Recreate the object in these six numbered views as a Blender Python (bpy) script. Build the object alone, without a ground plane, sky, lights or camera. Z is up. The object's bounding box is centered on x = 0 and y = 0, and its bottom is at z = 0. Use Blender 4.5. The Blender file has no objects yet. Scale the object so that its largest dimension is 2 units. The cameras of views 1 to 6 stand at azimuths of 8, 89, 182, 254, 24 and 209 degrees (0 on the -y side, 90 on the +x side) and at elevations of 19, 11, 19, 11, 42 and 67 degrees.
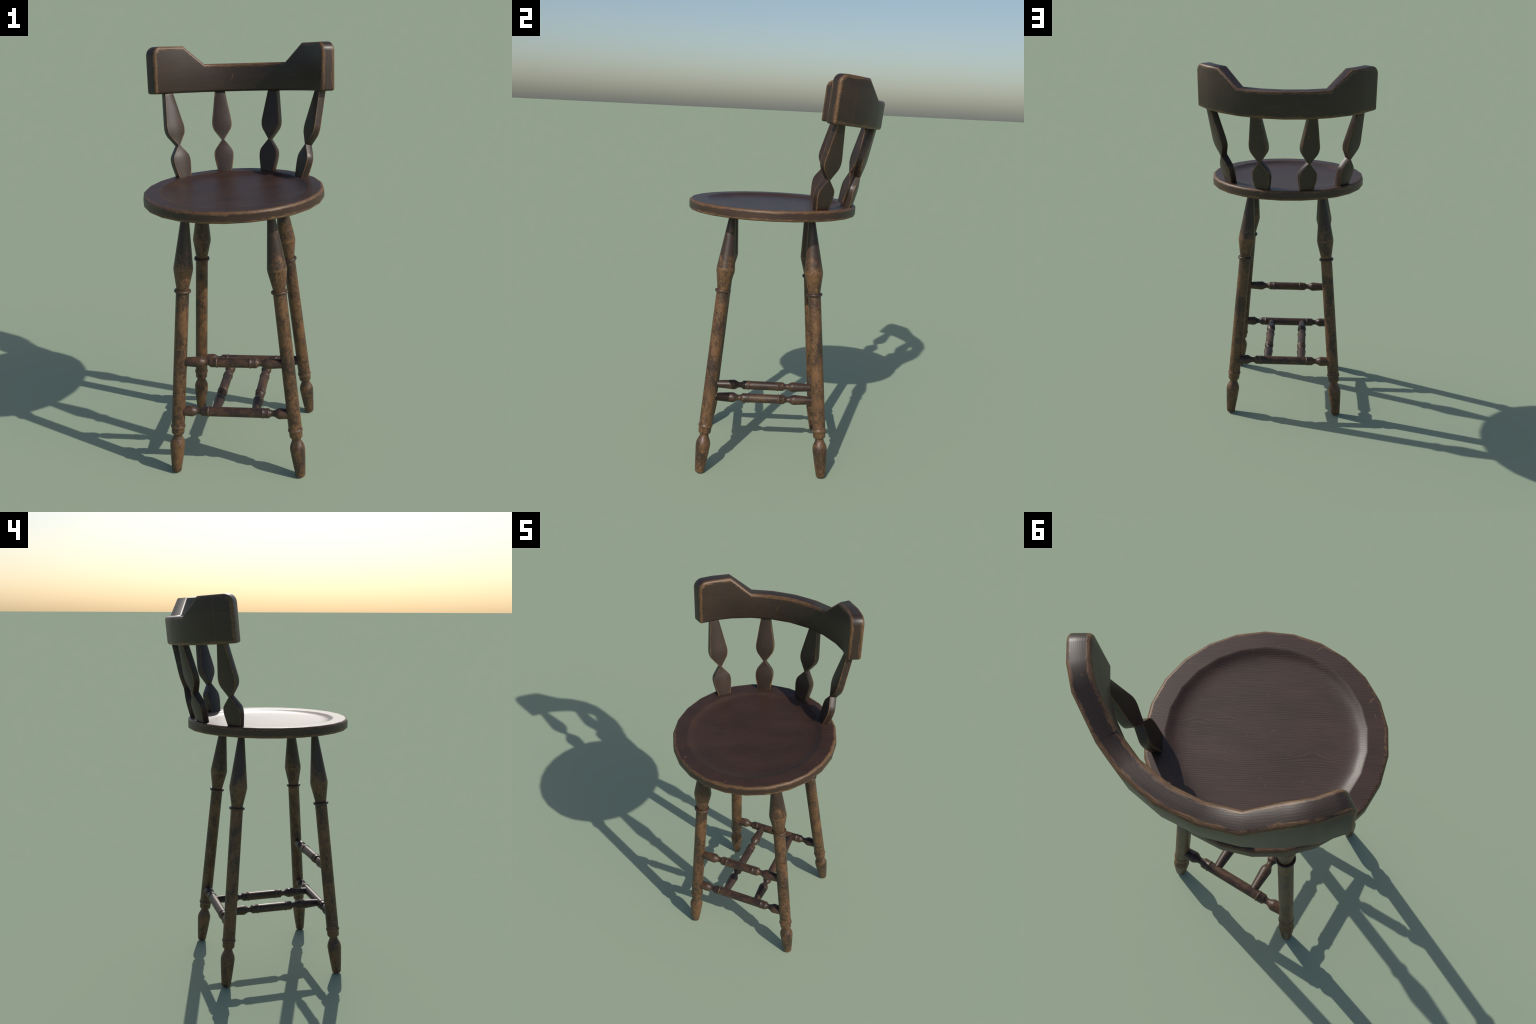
import bpy, bmesh, math
from mathutils import Vector, Matrix

# ------------------------------------------------------------------ helpers
SEAT_C = Vector((-0.0053, -0.0546, 0.0))          # axis of seat and legs


def finish(bm, name, mat, parent, angle=38.0, collection=None):
    me = bpy.data.meshes.new(name)
    bmesh.ops.recalc_face_normals(bm, faces=bm.faces[:])
    bm.to_mesh(me)
    bm.free()
    for p in me.polygons:
        p.use_smooth = True
    me.set_sharp_from_angle(angle=math.radians(angle))
    me.materials.append(mat)
    return link(name, me, parent)


def link(name, me, parent):
    ob = bpy.data.objects.new(name, me)
    bpy.context.scene.collection.objects.link(ob)
    ob.parent = parent
    return ob


def lathe(profile, seg=32):
    """solid of revolution around z from (z, r) pairs, closed by end discs"""
    bm = bmesh.new()
    rings = []
    for z, r in profile:
        rings.append([bm.verts.new((r * math.cos(2 * math.pi * i / seg), r * math.sin(2 * math.pi * i / seg), z))
                      for i in range(seg)])
    for a, b in zip(rings, rings[1:]):
        for i in range(seg):
            j = (i + 1) % seg
            bm.faces.new((a[i], a[j], b[j], b[i]))
    bm.faces.new(rings[0][::-1])
    bm.faces.new(rings[-1])
    return bm


# ---------------------------------------------------------------- materials
class Nodes:
    def __init__(self, name):
        self.mat = bpy.data.materials.new(name)
        self.mat.use_nodes = True
        self.nt = self.mat.node_tree
        self.bsdf = self.nt.nodes['Principled BSDF']
        self.tc = self.nt.nodes.new('ShaderNodeTexCoord')

    def new(self, kind, **kw):
        n = self.nt.nodes.new(kind)
        for k, v in kw.items():
            setattr(n, k, v)
        return n

    def put(self, socket, v):
        if hasattr(v, 'is_output'):
            self.nt.links.new(v, socket)
        else:
            socket.default_value = v

    def math(self, op, a, b=None, c=None, clamp=False):
        n = self.new('ShaderNodeMath', operation=op, use_clamp=clamp)
        self.put(n.inputs[0], a)
        if b is not None:
            self.put(n.inputs[1], b)
        if c is not None:
            self.put(n.inputs[2], c)
        return n.outputs[0]

    def ramp(self, v, lo, hi):
        n = self.new('ShaderNodeMapRange', interpolation_type='SMOOTHSTEP', clamp=True)
        self.put(n.inputs['Value'], v)
        self.put(n.inputs['From Min'], lo)
        self.put(n.inputs['From Max'], hi)
        return n.outputs['Result']

    def mapping(self, vec, loc=(0, 0, 0), rot=(0, 0, 0), scale=(1, 1, 1)):
        n = self.new('ShaderNodeMapping')
        self.put(n.inputs['Vector'], vec)
        self.put(n.inputs['Location'], loc)
        n.inputs['Rotation'].default_value = rot
        n.inputs['Scale'].default_value = scale
        return n.outputs['Vector']

    def noise(self, vec, scale=1.0, detail=4.0, rough=0.55, dist=0.0):
        n = self.new('ShaderNodeTexNoise')
        self.put(n.inputs['Vector'], vec)
        n.inputs['Scale'].default_value = scale
        n.inputs['Detail'].default_value = detail
        n.inputs['Roughness'].default_value = rough
        n.inputs['Distortion'].default_value = dist
        return n.outputs['Fac']

    def mix(self, fac, a, b):
        n = self.new('ShaderNodeMix', data_type='RGBA')
        self.put(n.inputs[0], fac)
        self.put(n.inputs[6], a if hasattr(a, 'is_output') else (*a, 1))
        self.put(n.inputs[7], b if hasattr(b, 'is_output') else (*b, 1))
        return n.outputs[2]

    def xyz(self, v):
        n = self.new('ShaderNodeSeparateXYZ')
        self.put(n.inputs[0], v)
        return n.outputs

    def combine(self, x, y, z):
        n = self.new('ShaderNodeCombineXYZ')
        for s, v in zip(n.inputs, (x, y, z)):
            self.put(s, v)
        return n.outputs[0]

    def choose(self, fac, a, b):
        n = self.new('ShaderNodeMix', data_type='VECTOR')
        self.put(n.inputs[0], fac)
        self.put(n.inputs[4], a)
        self.put(n.inputs[5], b)
        return n.outputs[1]

    def corner(self, d1, d2):
        """distance from the corner line where two faces meet"""
        return self.math('SQRT', self.math('ADD', self.math('MULTIPLY', d1, d1), self.math('MULTIPLY', d2, d2)))

    def scratches(self, vec, rot, dens, length, width, keep, loc=(0, 0, 0)):
        """thin straight strokes: stretched voronoi cells, a few of them kept"""
        v = self.mapping(self.mapping(vec, rot=rot), loc=loc, scale=(dens / length, dens, dens))
        n = self.new('ShaderNodeTexVoronoi', feature='F1', voronoi_dimensions='2D')
        self.put(n.inputs['Vector'], v)
        n.inputs['Scale'].default_value = 1.0
        line = self.ramp(n.outputs['Distance'], width, width * 0.35)
        c = self.new('ShaderNodeSeparateColor')
        self.put(c.inputs[0], n.outputs['Color'])
        sel = self.math('GREATER_THAN', c.outputs[0], 1.0 - keep)
        return self.math('MULTIPLY', line, sel)

    def bump(self, h, strength=0.2, dist=0.002):
        n = self.new('ShaderNodeBump')
        n.inputs['Strength'].default_value = strength
        n.inputs['Distance'].default_value = dist
        self.put(n.inputs['Height'], h)
        self.put(self.bsdf.inputs['Normal'], n.outputs[0])


DARK = (0.0250, 0.0160, 0.0108)
DARK2 = (0.0530, 0.0285, 0.0190)
SEAT_A = (0.0262, 0.0150, 0.0110)
SEAT_B = (0.0615, 0.0300, 0.0192)
WORN = (0.190, 0.098, 0.040)
WORN2 = (0.085, 0.044, 0.021)


def dark_wood(name, coords, edge, a=DARK, b=DARK2, scratch=0.35, rough=0.42, reach=0.010, ring_freq=900.0,
              knots=26.0, extra=None, ring_amount=0.14, patchy=1.1):
    """dark stained board with grain along x of `coords`, pale worn edges and scratches.
    coords(N) -> vector whose x runs with the grain, y across it in the broad face;
    edge(N) -> distance in metres from the nearest corner line"""
    N = Nodes(name)
    v = coords(N)
    s = N.xyz(v)
    # growth rings: long lines, bent round a few knots
    fine = N.noise(N.mapping(v, scale=(9, 330, 330)), 1.0, 4, 0.6)
    warp = N.noise(N.mapping(v, scale=(2.6, 8.0, 8.0)), 1.0, 2, 0.5)
    k = N.new('ShaderNodeTexVoronoi', feature='F1')
    N.put(k.inputs['Vector'], N.mapping(v, loc=(0.37, 0.21, 0.4), scale=(3.6, 9.0, 2.0)))
    k.inputs['Scale'].default_value = 1.0
    hump = N.math('POWER', 2.718, N.math('MULTIPLY', N.math('MULTIPLY', k.outputs['Distance'], k.outputs['Distance']), -16.0))
    band = N.math('MULTIPLY_ADD', warp, 46.0, N.math('MULTIPLY', s[1], ring_freq))
    band = N.math('MULTIPLY_ADD', hump, knots, band)
    rings = N.math('MULTIPLY_ADD', N.math('SINE', band), 0.5, 0.5)
    patch = N.noise(N.mapping(v, scale=(5, 11, 11)), 1.0, 3, 0.55)
    fac = N.math('ADD', N.math('MULTIPLY', rings, ring_amount), N.math('MULTIPLY', fine, 0.55))
    fac = N.math('ADD', fac, N.math('MULTIPLY', patch, 0.55))
    col = N.mix(N.ramp(fac, 0.40, 0.95), a, b)
    # pale wood where the stain is rubbed off the corners, ragged along the grain
    d = edge(N)
    wn = N.noise(N.mapping(v, scale=(26, 120, 120)), 1.0, 5, 0.68)
    wl = N.noise(N.mapping(v, loc=(2, 3, 1), scale=(7, 7, 7)), 1.0, 2, 0.5)
    lim = N.math('MULTIPLY', N.math('ADD', N.math('MULTIPLY_ADD', wn, 1.9, -0.20), N.math('MULTIPLY_ADD', wl, patchy, -patchy / 2)), reach)
    worn = N.ramp(N.math('SUBTRACT', lim, d), -0.15 * reach, 0.22 * reach)
    wcol = N.mix(N.ramp(N.noise(N.mapping(v, loc=(5, 1, 2), scale=(30, 260, 260)), 1.0, 4, 0.62), 0.36, 0.66), WORN2, WORN)
    # scratches and small dings, ending in breaks
    sc = N.scratches(v, (0, 0, 0.45), 17, 9, 0.045, 0.16)
    for rot, dens, ln, w, kp, loc in (((0, 0, 1.9), 20, 12, 0.045, 0.16, (3, 1, 0)),
                                      ((0, 0, -0.75), 30, 10, 0.060, 0.13, (7, 5, 0)),
                                      ((0, 0, 1.3), 46, 8, 0.080, 0.10, (2, 8, 0)),
                                      ((0, 0, 2.4), 60, 2.2, 0.120, 0.05, (1, 9, 0))):
        sc = N.math('MAXIMUM', sc, N.scratches(v, rot, dens, ln, w, kp, loc))
    sc = N.math('MULTIPLY', sc, N.ramp(N.noise(v, 45.0, 3, 0.6), 0.40, 0.60))
    near = N.math('MULTIPLY_ADD', N.ramp(d, 0.090, 0.012), 0.80, 0.32)
    sc = N.math('MULTIPLY', sc, N.math('MULTIPLY', near, scratch), clamp=True)
    col = N.mix(sc, col, (0.190, 0.098, 0.040))
    if extra:
        col = N.mix(extra(N, v, wn), col, WORN2)
    col = N.mix(N.math('MULTIPLY', worn, 0.90), col, wcol)
    N.put(N.bsdf.inputs['Base Color'], col)
    N.put(N.bsdf.inputs['Roughness'], N.math('MULTIPLY_ADD', worn, 0.05, N.math('MULTIPLY_ADD', fine, 0.16, rough - 0.08)))
    N.bump(N.math('ADD', fine, N.math('MULTIPLY', rings, 0.35)), 0.12, 0.001)
    return N.mat


def turned_wood(name, light, mid, dark, cover, ridges=(), both_ends=False, ridge_col=(0.16, 0.085, 0.036)):
    """mottled turned wood: rubbed light brown under blotches and specks of old dark stain.
    cover(N, v, z) is added to the stain mask; ridges are (z, half width) of rubbed beads"""
    N = Nodes(name)
    v = N.tc.outputs['Object']
    oi = N.new('ShaderNodeObjectInfo')
    off = N.math('MULTIPLY', oi.outputs['Random'], 9.0)
    w = N.mapping(v, loc=N.combine(off, off, off))
    s = N.xyz(v)
    big = N.noise(N.mapping(w, rot=(0.3, 0.4, 0), scale=(13, 13, 9)), 1.0, 3, 0.5, 0.5)
    med = N.noise(N.mapping(w, rot=(0.6, 0.3, 0), scale=(70, 70, 52)), 1.0, 5, 0.66, 1.2)
    speck = N.noise(N.mapping(w, rot=(0.9, 0.3, 0), scale=(340, 340, 240)), 1.0, 3, 0.6)
    fib = N.noise(N.mapping(w, scale=(170, 170, 14)), 1.0, 3, 0.6)
    bias = N.math('MULTIPLY_ADD', N.math('SUBTRACT', big, 0.5), 0.62, cover(N, w, s[2]))
    col = N.mix(N.ramp(N.math('ADD', N.math('MULTIPLY_ADD', fib, 0.45, N.math('MULTIPLY', med, 0.75)), N.math('MULTIPLY', bias, 0.8)), 0.42, 0.80), light, mid)
    stain = N.ramp(N.math('ADD', N.math('MULTIPLY_ADD', speck, 0.55, N.math('MULTIPLY', med, 0.62)), bias), 0.63, 0.75)
    col = N.mix(N.math('MULTIPLY', stain, 0.90), col, dark)
    # a few thin dark cuts
    cut = N.scratches(w, (0.8, 0.4, 0.2), 42, 9, 0.06, 0.08)
    col = N.mix(N.math('MULTIPLY', cut, 0.7), col, dark)
    z = N.math('ABSOLUTE', s[2]) if both_ends else s[2]
    for rz, hw in ridges:
        m = N.ramp(N.math('ABSOLUTE', N.math('SUBTRACT', z, rz)), hw, hw * 0.35)
        m = N.math('MULTIPLY', m, N.ramp(N.noise(w, 60.0, 3, 0.6), 0.32, 0.60))
        col = N.mix(N.math('MULTIPLY', m, 0.75), col, ridge_col)
    N.put(N.bsdf.inputs['Base Color'], col)
    N.put(N.bsdf.inputs['Roughness'], N.math('MULTIPLY_ADD', stain, -0.06, N.math('MULTIPLY_ADD', fib, 0.12, 0.41)))
    N.bump(N.math('ADD', speck, fib), 0.15, 0.001)
    return N.mat


# sizes shared by the shapes and by the masks of the worn edges
SEAT_SEG, SEAT_R, SEAT_TOP, SEAT_BOT = 25, 0.4263, 1.3670, 1.3145
RF, BT = 0.4818, 0.0705                          # backrest: inner radius, thickness
BH, BHN, BRC, BLOW = 0.2244, 0.1354, 0.044, -0.0035             # end height, height in the dip, corner radius
A_END, A_PEAK, A_NOTCH = (math.radians(x) for x in (57.85, 37.4, 25.0))
RM = RF + BT / 2
SPINDLE_T = 0.0365
SPINDLE_HALF = [(1.335, 0.0298), (1.366, 0.0357), (1.402, 0.0428), (1.420, 0.0461), (1.433, 0.0477), (1.446, 0.0481),
                (1.458, 0.0468), (1.469, 0.0432), (1.481, 0.0348), (1.518, 0.0054),
                (1.566, 0.0404), (1.577, 0.0455), (1.588, 0.0483), (1.600, 0.0494), (1.612, 0.0489), (1.626, 0.0468),
                (1.7585, 0.0249), (1.785, 0.0205)]


def seat_coords(N):
    """boards run 29 degrees off the x axis; the rim is read along its circumference"""
    o = N.tc.outputs['Object']
    s = N.xyz(o)
    r = N.math('SQRT', N.math('ADD', N.math('MULTIPLY', s[0], s[0]), N.math('MULTIPLY', s[1], s[1])))
    rim = N.combine(N.math('MULTIPLY', N.math('ARCTAN2', s[1], s[0]), SEAT_R), s[2], r)
    side = N.math('LESS_THAN', N.math('ABSOLUTE', N.xyz(N.tc.outputs['Normal'])[2]), 0.45)
    return N.choose(side, N.mapping(o, rot=(0, 0, math.radians(-29))), rim)


def seat_edge(N):
    s = N.xyz(N.tc.outputs['Object'])
    step = 2 * math.pi / SEAT_SEG
    th = N.math('ADD', N.math('ARCTAN2', s[1], s[0]), 2 * math.pi)
    m = N.math('SUBTRACT', N.math('MODULO', th, step), step / 2)
    rp = N.math('DIVIDE', SEAT_R * math.cos(step / 2), N.math('COSINE', m))
    r = N.math('SQRT', N.math('ADD', N.math('MULTIPLY', s[0], s[0]), N.math('MULTIPLY', s[1], s[1])))
    dr = N.math('SUBTRACT', rp, r)
    top = N.corner(dr, N.math('SUBTRACT', SEAT_TOP, s[2]))
    bot = N.corner(dr, N.math('SUBTRACT', s[2], SEAT_BOT))
    return N.math('MINIMUM', top, bot)


def board_polar(N):
    s = N.xyz(N.tc.outputs['Object'])
    a = N.math('ARCTAN2', s[0], s[1])
    r = N.math('SQRT', N.math('ADD', N.math('MULTIPLY', s[0], s[0]), N.math('MULTIPLY', s[1], s[1])))
    return a, r, s[2]


def board_coords(N):
    """unrolled board: arc length, height, radius"""
    a, r, h = board_polar(N)
    x = N.math('MULTIPLY', a, RM)
    up = N.math('GREATER_THAN', N.math('ABSOLUTE', N.xyz(N.tc.outputs['Normal'])[2]), 0.6)
    n = N.xyz(N.tc.outputs['Normal'])
    along = N.math('SUBTRACT', N.math('MULTIPLY', n[0], N.math('COSINE', a)), N.math('MULTIPLY', n[1], N.math('SINE', a)))
    end = N.math('GREATER_THAN', N.math('ABSOLUTE', along), 0.75)
    return N.choose(end, N.choose(up, N.combine(x, h, r), N.combine(x, r, h)), N.combine(h, r, x))


def board_edge(N):
    a, r, h = board_polar(N)
    a = N.math('ABSOLUTE', a)
    t = N.new('ShaderNodeMapRange', clamp=True)
    N.put(t.inputs['Value'], a)
    for k, val in (('From Min', A_NOTCH), ('From Max', A_PEAK), ('To Min', BHN), ('To Max', BH)):
        t.inputs[k].default_value = val
    dh = N.math('SUBTRACT', t.outputs['Result'], h)
    dx = N.math('MULTIPLY', N.math('SUBTRACT', A_END, a), RM)
    qx = N.math('MAXIMUM', N.math('SUBTRACT', BRC, dx), 0.0)
    qy = N.math('MAXIMUM', N.math('SUBTRACT', BRC, dh), 0.0)
    rim = N.math('SUBTRACT', BRC, N.corner(qx, qy))
    rim = N.math('MAXIMUM', N.math('MINIMUM', rim, dx), 0.0)
    low = N.math('MAXIMUM', N.math('SUBTRACT', h, BLOW), 0.0)
    inner = N.math('MAXIMUM', N.math('SUBTRACT', r, RF - 0.001), 0.0)
    outer = N.math('MAXIMUM', N.math('SUBTRACT', RF + BT - 0.001, r), 0.0)
    # the lower inner edge is out of reach of hands and keeps its stain
    return N.math('MINIMUM', N.corner(rim, inner), N.corner(N.math('MINIMUM', rim, low), outer))


def board_crease(N, v, wn):
    """rubbed line down the outer face where the end block begins"""
    a, r, h = board_polar(N)
    d = N.math('ABSOLUTE', N.math('SUBTRACT', N.math('ABSOLUTE', a), math.radians(47.0)))
    m = N.ramp(d, 0.016, 0.002)
    m = N.math('MULTIPLY', m, N.math('GREATER_THAN', r, RF + BT * 0.75))
    return N.math('MULTIPLY', m, N.math('MULTIPLY', N.ramp(wn, 0.38, 0.62), 0.5))


def upright_coords(N):
    s = N.xyz(N.tc.outputs['Object'])
    oi = N.new('ShaderNodeObjectInfo')
    off = N.math('MULTIPLY', oi.outputs['Random'], 5.0)
    return N.combine(N.math('ADD', s[2], off), s[0], s[1])


def spindle_edge(N):
    s = N.xyz(N.tc.outputs['Object'])
    c = N.new('ShaderNodeFloatCurve')
    z0, z1 = SPINDLE_HALF[0][0], SPINDLE_HALF[-1][0]
    cm = c.mapping.curves[0]
    pts = [((z - z0) / (z1 - z0), w * 20) for z, w in SPINDLE_HALF]
    cm.points[0].location, cm.points[1].location = pts[0], pts[-1]
    for p in pts[1:-1]:
        cm.points.new(*p)
    for p in cm.points:
        p.handle_type = 'VECTOR'
    c.mapping.update()
    t = N.math('DIVIDE', N.math('ADD', N.math('DIVIDE', s[2], 1.03), 1.366 - z0), z1 - z0)
    N.put(c.inputs['Value'], t)
    dw = N.math('SUBTRACT', N.math('DIVIDE', c.outputs[0], 20.0), N.math('ABSOLUTE', s[0]))
    dt = N.math('SUBTRACT', SPINDLE_T / 2, N.math('ABSOLUTE', s[1]))
    return N.corner(N.math('MAXIMUM', dw, 0.0), N.math('MAXIMUM', dt, 0.0))


seat_mat = dark_wood('seat_wood', seat_coords, seat_edge, a=SEAT_A, b=SEAT_B, ring_amount=0.30, scratch=1.0, rough=0.45, reach=0.0160)
board_mat = dark_wood('backrest_wood', board_coords, board_edge, scratch=0.9, reach=0.0185, extra=board_crease)
spindle_mat = dark_wood('spindle_wood', upright_coords, spindle_edge, scratch=0.8, reach=0.0054, patchy=3.2)

BROWN = (0.176, 0.087, 0.035)
UMBER = (0.088, 0.045, 0.022)
STAIN = (0.032, 0.0195, 0.0150)


def leg_cover(N, v, z):
    # dark mottling thickens up the leg above the bulge, the shaft stays browner
    return N.math('MULTIPLY_ADD', N.ramp(z, 1.00, 1.20), 0.22, 0.066)


def even_cover(amount):
    return lambda N, v, z: N.math('MULTIPLY_ADD', z, 0.0, amount)


leg_mat = turned_wood('leg_wood', BROWN, UMBER, STAIN, leg_cover, ((0.2455, 0.006), (0.2085, 0.004), (1.041, 0.010)))
ring_mat = turned_wood('leg_ring_wood', UMBER, STAIN, STAIN, even_cover(0.06), ((0.926, 0.006),), ridge_col=UMBER)


def rung_wood(name, collar):
    return turned_wood(name, (0.105, 0.054, 0.025), (0.052, 0.028, 0.018), (0.031, 0.0185, 0.0150), even_cover(0.095),
                       ((collar, 0.0045), (collar + 0.031, 0.003)), True, (0.12, 0.064, 0.028))


# ------------------------------------------------------------------- stool
stool = bpy.data.objects.new('bar_stool', None)
bpy.context.scene.collection.objects.link(stool)
stool.location = (0, 0, 0)
stool['label'] = 'tall dark wooden bar stool with low curved spindle back'
stool['category'] = 'bar stool'


# -------------------------------------------------------------------- seat
def build_seat():
    seg, top, bot, R = SEAT_SEG, SEAT_TOP, SEAT_BOT, SEAT_R
    prof = [(0.0, bot), (0.20, bot), (0.414, bot), (0.4165, bot), (0.4215, bot + 0.0013), (0.4258, bot + 0.0050),
            (R, bot + 0.0100), (R, bot + 0.0120), (R, top - 0.0135), (R, top - 0.0115), (R - 0.0018, top - 0.0062),
            (R - 0.0058, top - 0.0018), (R - 0.0110, top), (R - 0.0130, top), (0.3550, top), (0.3530, top),
            (0.3495, top - 0.0008), (0.3430, top - 0.0032), (0.3365, top - 0.0062), (0.3300, top - 0.0090),
            (0.3230, top - 0.0112), (0.3140, top - 0.0131), (0.3000, top - 0.0148), (0.2750, top - 0.0161),
            (0.2000, top - 0.0176), (0.1000, top - 0.0182), (0.0, top - 0.0184)]
    bm = bmesh.new()
    rings = []
    for r, z in prof:
        if r == 0.0:
            rings.append([bm.verts.new((0, 0, z))])
        else:
            rings.append([bm.verts.new((r * math.cos(2 * math.pi * i / seg), r * math.sin(2 * math.pi * i / seg), z))
                          for i in range(seg)])
    for a, b in zip(rings, rings[1:]):
        for i in range(seg):
            j = (i + 1) % seg
            if len(a) == 1:
                bm.faces.new((a[0], b[j], b[i]))
            elif len(b) == 1:
                bm.faces.new((a[i], a[j], b[0]))
            else:
                bm.faces.new((a[i], a[j], b[j], b[i]))
    ob = finish(bm, 'seat', seat_mat, stool, 40)
    ob.location = SEAT_C
    return ob


seat = build_seat()


# --------------------------------------------------------------- backrest
def build_board():
    """board bent in flat facets; its outline is lofted through the thickness with rounded corners"""
    Rm, bev = RM, 0.0125
    facets = [math.radians(x) for x in (-57.85, -46.8, -37.4, -25.0, -12.9, 0, 12.9, 25.0, 37.4, 46.8, 57.85)]
    n, rb = 8, 0.011
    top = [(A_NOTCH, BHN), (A_PEAK, BH), (math.radians(46.8), BH)]
    low = [(A_NOTCH, BLOW), (A_PEAK, BLOW), (math.radians(46.8), BLOW)]
    for i in range(n + 1):                       # rounded upper and lower end corners
        th = i / n * math.pi / 2
        top.append((A_END - BRC / Rm * (1 - math.sin(th)), BH - BRC * (1 - math.cos(th))))
        low.append((A_END - rb / Rm * (1 - math.sin(th)), BLOW + rb * (1 - math.cos(th))))
    mids = [-math.radians(12.9), 0.0, math.radians(12.9)]
    top = [(-a, h) for a, h in reversed(top)] + [(a, BHN) for a in mids] + top
    low = [(-a, h) for a, h in reversed(low)] + [(a, BLOW) for a in mids] + low
    m = len(top)
    loop = [Vector((a * Rm, h)) for a, h in top] + [Vector((a * Rm, h)) for a, h in reversed(low)]
    k = len(loop)
    nor = []
    for i in range(k):                           # mitred inward normals of the outline
        e0 = (loop[i] - loop[i - 1]).normalized()
        e1 = (loop[(i + 1) % k] - loop[i]).normalized()
        n0, n1 = Vector((e0.y, -e0.x)), Vector((e1.y, -e1.x))
        b = (n0 + n1).normalized()
        nor.append(b / max(0.4, b.dot(n0)))

    def place(sx, h, r):
        a = max(facets[0], min(facets[-1], sx / Rm))
        for f0, f1 in zip(facets, facets[1:]):
            if a <= f1 + 1e-9:
                break
        t = (a - f0) / (f1 - f0)
        p0 = Vector((math.sin(f0), math.cos(f0))) * r
        p1 = Vector((math.sin(f1), math.cos(f1))) * r
        p = p0.lerp(p1, t)
        return (p.x, p.y, h)

    layers = []
    q = 4
    for i in range(q + 1):
        th = i / q * math.pi / 2
        layers.append((bev * (1 - math.sin(th)), RF + bev * (1 - math.cos(th))))
    layers += [(d, 2 * RF + BT - r) for d, r in reversed(layers)]
    bm = bmesh.new()
    rows = []
    for d, r in layers:
        rows.append([bm.verts.new(place((p + nv * d).x, (p + nv * d).y, r)) for p, nv in zip(loop, nor)])
    for p, q2 in zip(rows, rows[1:]):
        for i in range(k):
            j = (i + 1) % k
            bm.faces.new((p[i], p[j], q2[j], q2[i]))
    for row in (rows[0], rows[-1]):
        for i in range(m - 1):
            bm.faces.new((row[i], row[i + 1], row[k - 2 - i], row[k - 1 - i]))
    ob = finish(bm, 'backrest', board_mat, stool, 75)
    R0 = 0.4879
    ob.matrix_world = (Matrix.Translation((0.0084, 0.4090, 1.7598)) @ Matrix.Rotation(-0.0422, 4, 'Z')
                       @ Matrix.Rotation(-0.0897, 4, 'X') @ Matrix.Translation((0, -R0, 0)))
    return ob


board = build_board()

# ---------------------------------------------------------------- spindles
def build_spindles():
    t = SPINDLE_T
    # bottom x, y (at z 1.366), top x, y (at z 1.766), turn of the flat face
    place = [(-0.3010, 0.1940, -0.3735, 0.2765, 44.6), (-0.1110, 0.3207, -0.1345, 0.4220, 16.6),
             (0.1152, 0.3180, 0.1480, 0.4120, -18.2), (0.2975, 0.1705, 0.3915, 0.2262, -57.0)]
    bm = bmesh.new()
    loops = []
    outline = [(w, z) for z, w in SPINDLE_HALF] + [(-w, z) for z, w in reversed(SPINDLE_HALF)]
    for y in (-t / 2, t / 2):
        loops.append([bm.verts.new((w, y, (z - 1.366) * 1.03)) for w, z in outline])
    n = len(outline)
    m = len(SPINDLE_HALF)
    for lp in loops:                            # front and back face as strips
        for i in range(m - 1):
            bm.faces.new((lp[i], lp[i + 1], lp[n - 2 - i], lp[n - 1 - i]))
    rim = []
    for i in range(n):
        j = (i + 1) % n
        bm.faces.new((loops[0][i], loops[0][j], loops[1][j], loops[1][i]))
        rim += [bm.edges.get((lp[i], lp[j])) for lp in loops]
    bmesh.ops.recalc_face_normals(bm, faces=bm.faces[:])
    bmesh.ops.bevel(bm, geom=rim, offset=0.0022, offset_type='OFFSET', segments=2, profile=0.5, affect='EDGES',
                    clamp_overlap=True)
    first = finish(bm, 'spindle', spindle_mat, stool, 32)
    obs = [first]
    for _ in place[1:]:
        o = first.copy()
        bpy.context.scene.collection.objects.link(o)
        obs.append(o)
    for o, (bx, by, tx, ty, az) in zip(obs, place):
        B, T = Vector((bx, by, 1.366)), Vector((tx, ty, 1.766))
        d = (T - B).normalized()
        w = Vector((math.cos(math.radians(az)), math.sin(math.radians(az)), 0))
        nrm = d.cross(w).normalized()
        wx = nrm.cross(d) * -1 if nrm.cross(d).dot(w) < 0 else nrm.cross(d)
        M = Matrix(((wx.x, nrm.x, d.x, B.x), (wx.y, nrm.y, d.y, B.y), (wx.z, nrm.z, d.z, B.z), (0, 0, 0, 1)))
        o.matrix_world = M
    return obs


spindles = build_spindles()

# -------------------------------------------------------------------- legs
FOOT, SLOPE = 0.3085, 0.0868                    # half spread at the floor, and how it narrows with height


def leg_axis(sx, sy, z):
    k = FOOT - SLOPE * z
    return Vector((SEAT_C.x + sx * k, SEAT_C.y + sy * k, z))


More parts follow.
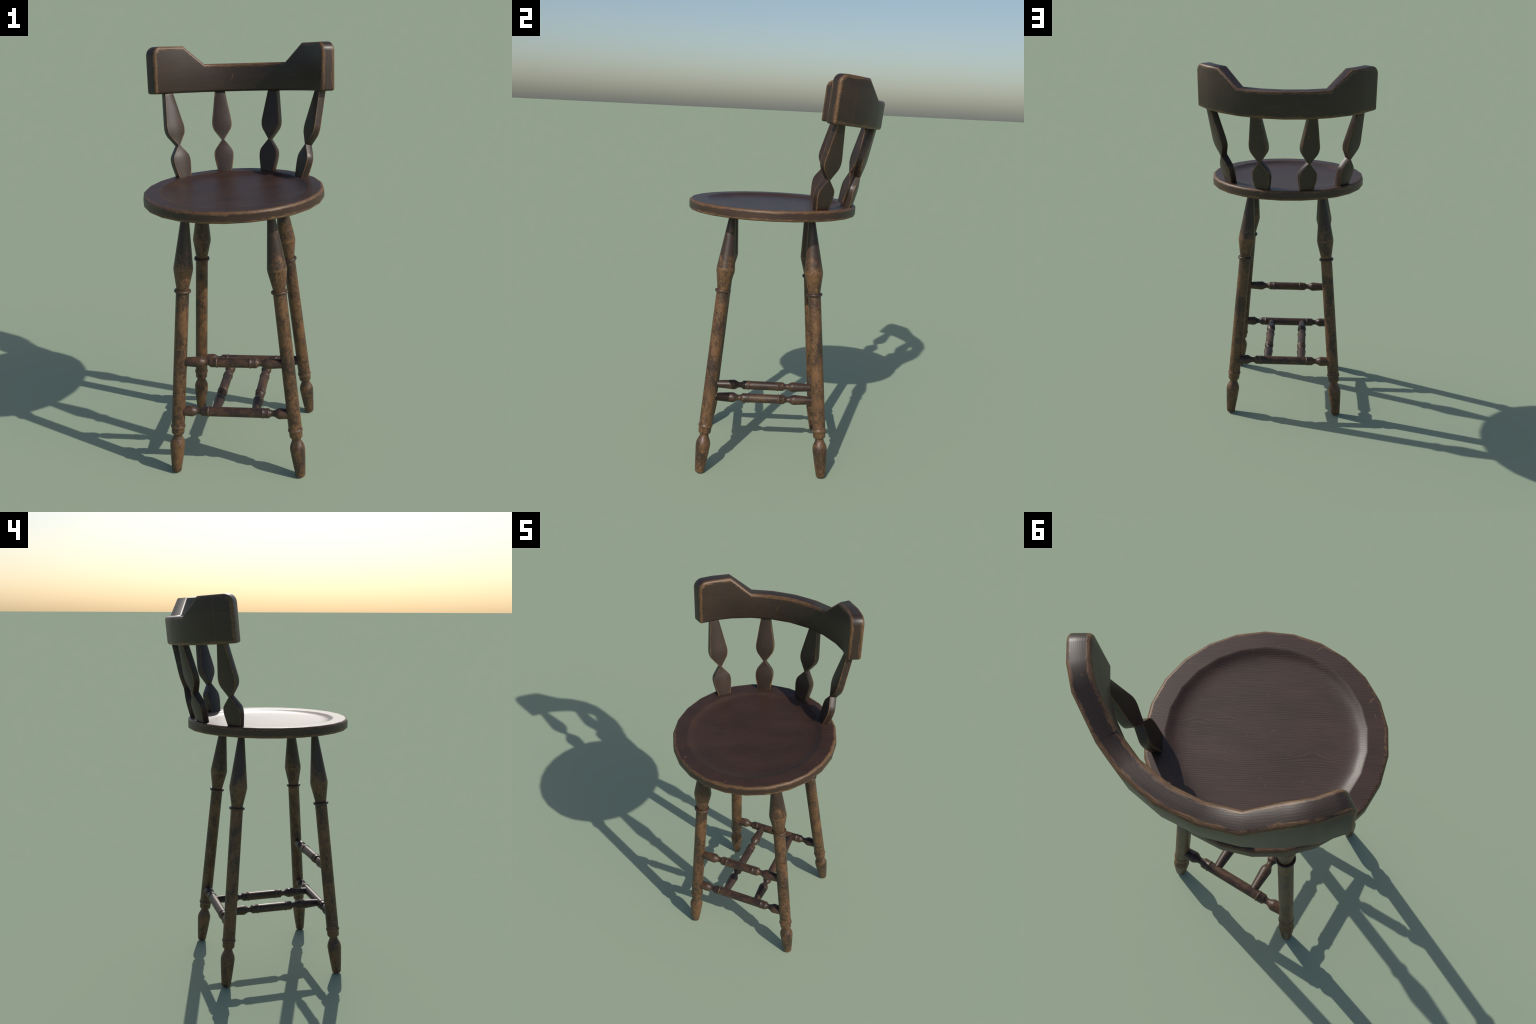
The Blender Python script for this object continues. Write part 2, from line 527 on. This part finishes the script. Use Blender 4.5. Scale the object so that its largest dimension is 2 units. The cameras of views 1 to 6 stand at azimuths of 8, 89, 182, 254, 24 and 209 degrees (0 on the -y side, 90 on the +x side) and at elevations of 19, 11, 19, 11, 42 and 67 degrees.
def build_legs():
    foot = [(0.0025, 0.0165), (0.0035, 0.0195), (0.0065, 0.0222), (0.011, 0.0236), (0.060, 0.0288), (0.110, 0.0334),
            (0.135, 0.0355), (0.146, 0.0361), (0.154, 0.0357), (0.162, 0.0342), (0.170, 0.0316), (0.178, 0.0281),
            (0.185, 0.0246), (0.192, 0.0219), (0.199, 0.0207), (0.2045, 0.0208), (0.2055, 0.0245), (0.2075, 0.0278),
            (0.2120, 0.0304), (0.216, 0.0310), (0.238, 0.0314), (0.2395, 0.0328), (0.242, 0.0346), (0.2455, 0.0355),
            (0.249, 0.0352), (0.252, 0.0338), (0.2545, 0.0322), (0.258, 0.0318)]
    shaft = [(0.30, 0.0318), (0.45, 0.0316), (0.60, 0.0314), (0.75, 0.0312), (0.920, 0.0309), (0.945, 0.0293)]
    vase = [(0.975, 0.0347), (1.005, 0.0402), (1.030, 0.0446), (1.0365, 0.0454), (1.041, 0.0457), (1.0455, 0.0453),
            (1.10, 0.0389), (1.17, 0.0307), (1.25, 0.0214), (1.325, 0.0128)]
    legs = []
    bm = lathe([(z, r + 0.0005) for z, r in foot + shaft + vase], 28)
    first = finish(bm, 'leg', leg_mat, stool, 40)
    # thin bead that sits round the neck of each leg
    bm = bmesh.new()
    nu, nv, Rr, rr = 28, 10, 0.0335, 0.0068
    g = [[bm.verts.new(((Rr + rr * math.cos(2 * math.pi * j / nv)) * math.cos(2 * math.pi * i / nu),
                        (Rr + rr * math.cos(2 * math.pi * j / nv)) * math.sin(2 * math.pi * i / nu),
                        0.9325 + rr * 1.1 * math.sin(2 * math.pi * j / nv))) for j in range(nv)] for i in range(nu)]
    for i in range(nu):
        for j in range(nv):
            i2, j2 = (i + 1) % nu, (j + 1) % nv
            bm.faces.new((g[i][j], g[i2][j], g[i2][j2], g[i][j2]))
    ring0 = finish(bm, 'leg_ring', ring_mat, first, 60)
    for k, (sx, sy) in enumerate(((1, -1), (-1, -1), (-1, 1), (1, 1))):
        o = first if k == 0 else first.copy()
        ring = ring0 if k == 0 else ring0.copy()
        if k:
            bpy.context.scene.collection.objects.link(o)
            bpy.context.scene.collection.objects.link(ring)
            ring.parent = o
        a, b = leg_axis(sx, sy, 0), leg_axis(sx, sy, 1)
        d = b - a
        rot = d.to_track_quat('Z', 'Y').to_matrix().to_4x4()
        o.matrix_world = Matrix.Translation(a) @ rot @ Matrix.Rotation(k * 1.57, 4, 'Z') @ Matrix.Diagonal((1, 1, d.length, 1))
        legs.append(o)
    return legs


build_legs()


# ------------------------------------------------------------------- rungs
def rung_profile(collar, half):
    """half of a turned rung: plain barrel, fine collar, band, hollow, bulb, tapering tenon"""
    c = collar
    return [(0.0, 0.0235), (c - 0.0045, 0.0235), (c - 0.003, 0.0252), (c - 0.001, 0.0262), (c + 0.001, 0.0262),
            (c + 0.003, 0.0250), (c + 0.0045, 0.0238), (c + 0.027, 0.0240), (c + 0.0305, 0.0234), (c + 0.0325, 0.0218),
            (c + 0.0335, 0.0200), (c + 0.0365, 0.0178), (c + 0.041, 0.0157), (c + 0.046, 0.0147), (c + 0.051, 0.0147),
            (c + 0.056, 0.0160), (c + 0.061, 0.0183), (c + 0.067, 0.0219), (c + 0.073, 0.0250), (c + 0.078, 0.0264),
            (c + 0.082, 0.0267), (c + 0.086, 0.0265), (c + 0.105, 0.0249), (half, 0.0249 - (half - c - 0.105) * 0.070)]


def build_rung(P, Q, collar, mat, name='rung'):
    P, Q = Vector(P), Vector(Q)
    L = (Q - P).length
    half = rung_profile(collar, L / 2)
    prof = [(-s, r) for s, r in reversed(half[1:])] + half[1:]
    bm = lathe(prof, 24)
    ob = finish(bm, name, mat, stool, 45)
    d = (Q - P).normalized()
    ob.matrix_world = Matrix.Translation((P + Q) / 2) @ d.to_track_quat('Z', 'Y').to_matrix().to_4x4()
    return ob


def ends(z, sy, inset=0.008):
    p, q = leg_axis(-1, sy, z), leg_axis(1, sy, z)
    p.x += inset
    q.x -= inset
    return p, q


long_mat, short_mat = rung_wood('long_rung_wood', 0.1325), rung_wood('short_rung_wood', 0.080)
LOW, HIGH = 0.3267, 0.5808
pl, ql = ends(LOW, -1)
build_rung(pl, ql, 0.1325, long_mat)
pb, qb = ends(LOW, 1)
build_rung(pb, qb, 0.1325, long_mat)
ph, qh = ends(HIGH, -1)
build_rung(ph, qh, 0.080, short_mat)
for x in (-0.1040, 0.0905):
    build_rung((x, pl.y + 0.006, LOW), (x, pb.y - 0.006, LOW), 0.080, short_mat)

bpy.context.view_layer.update()
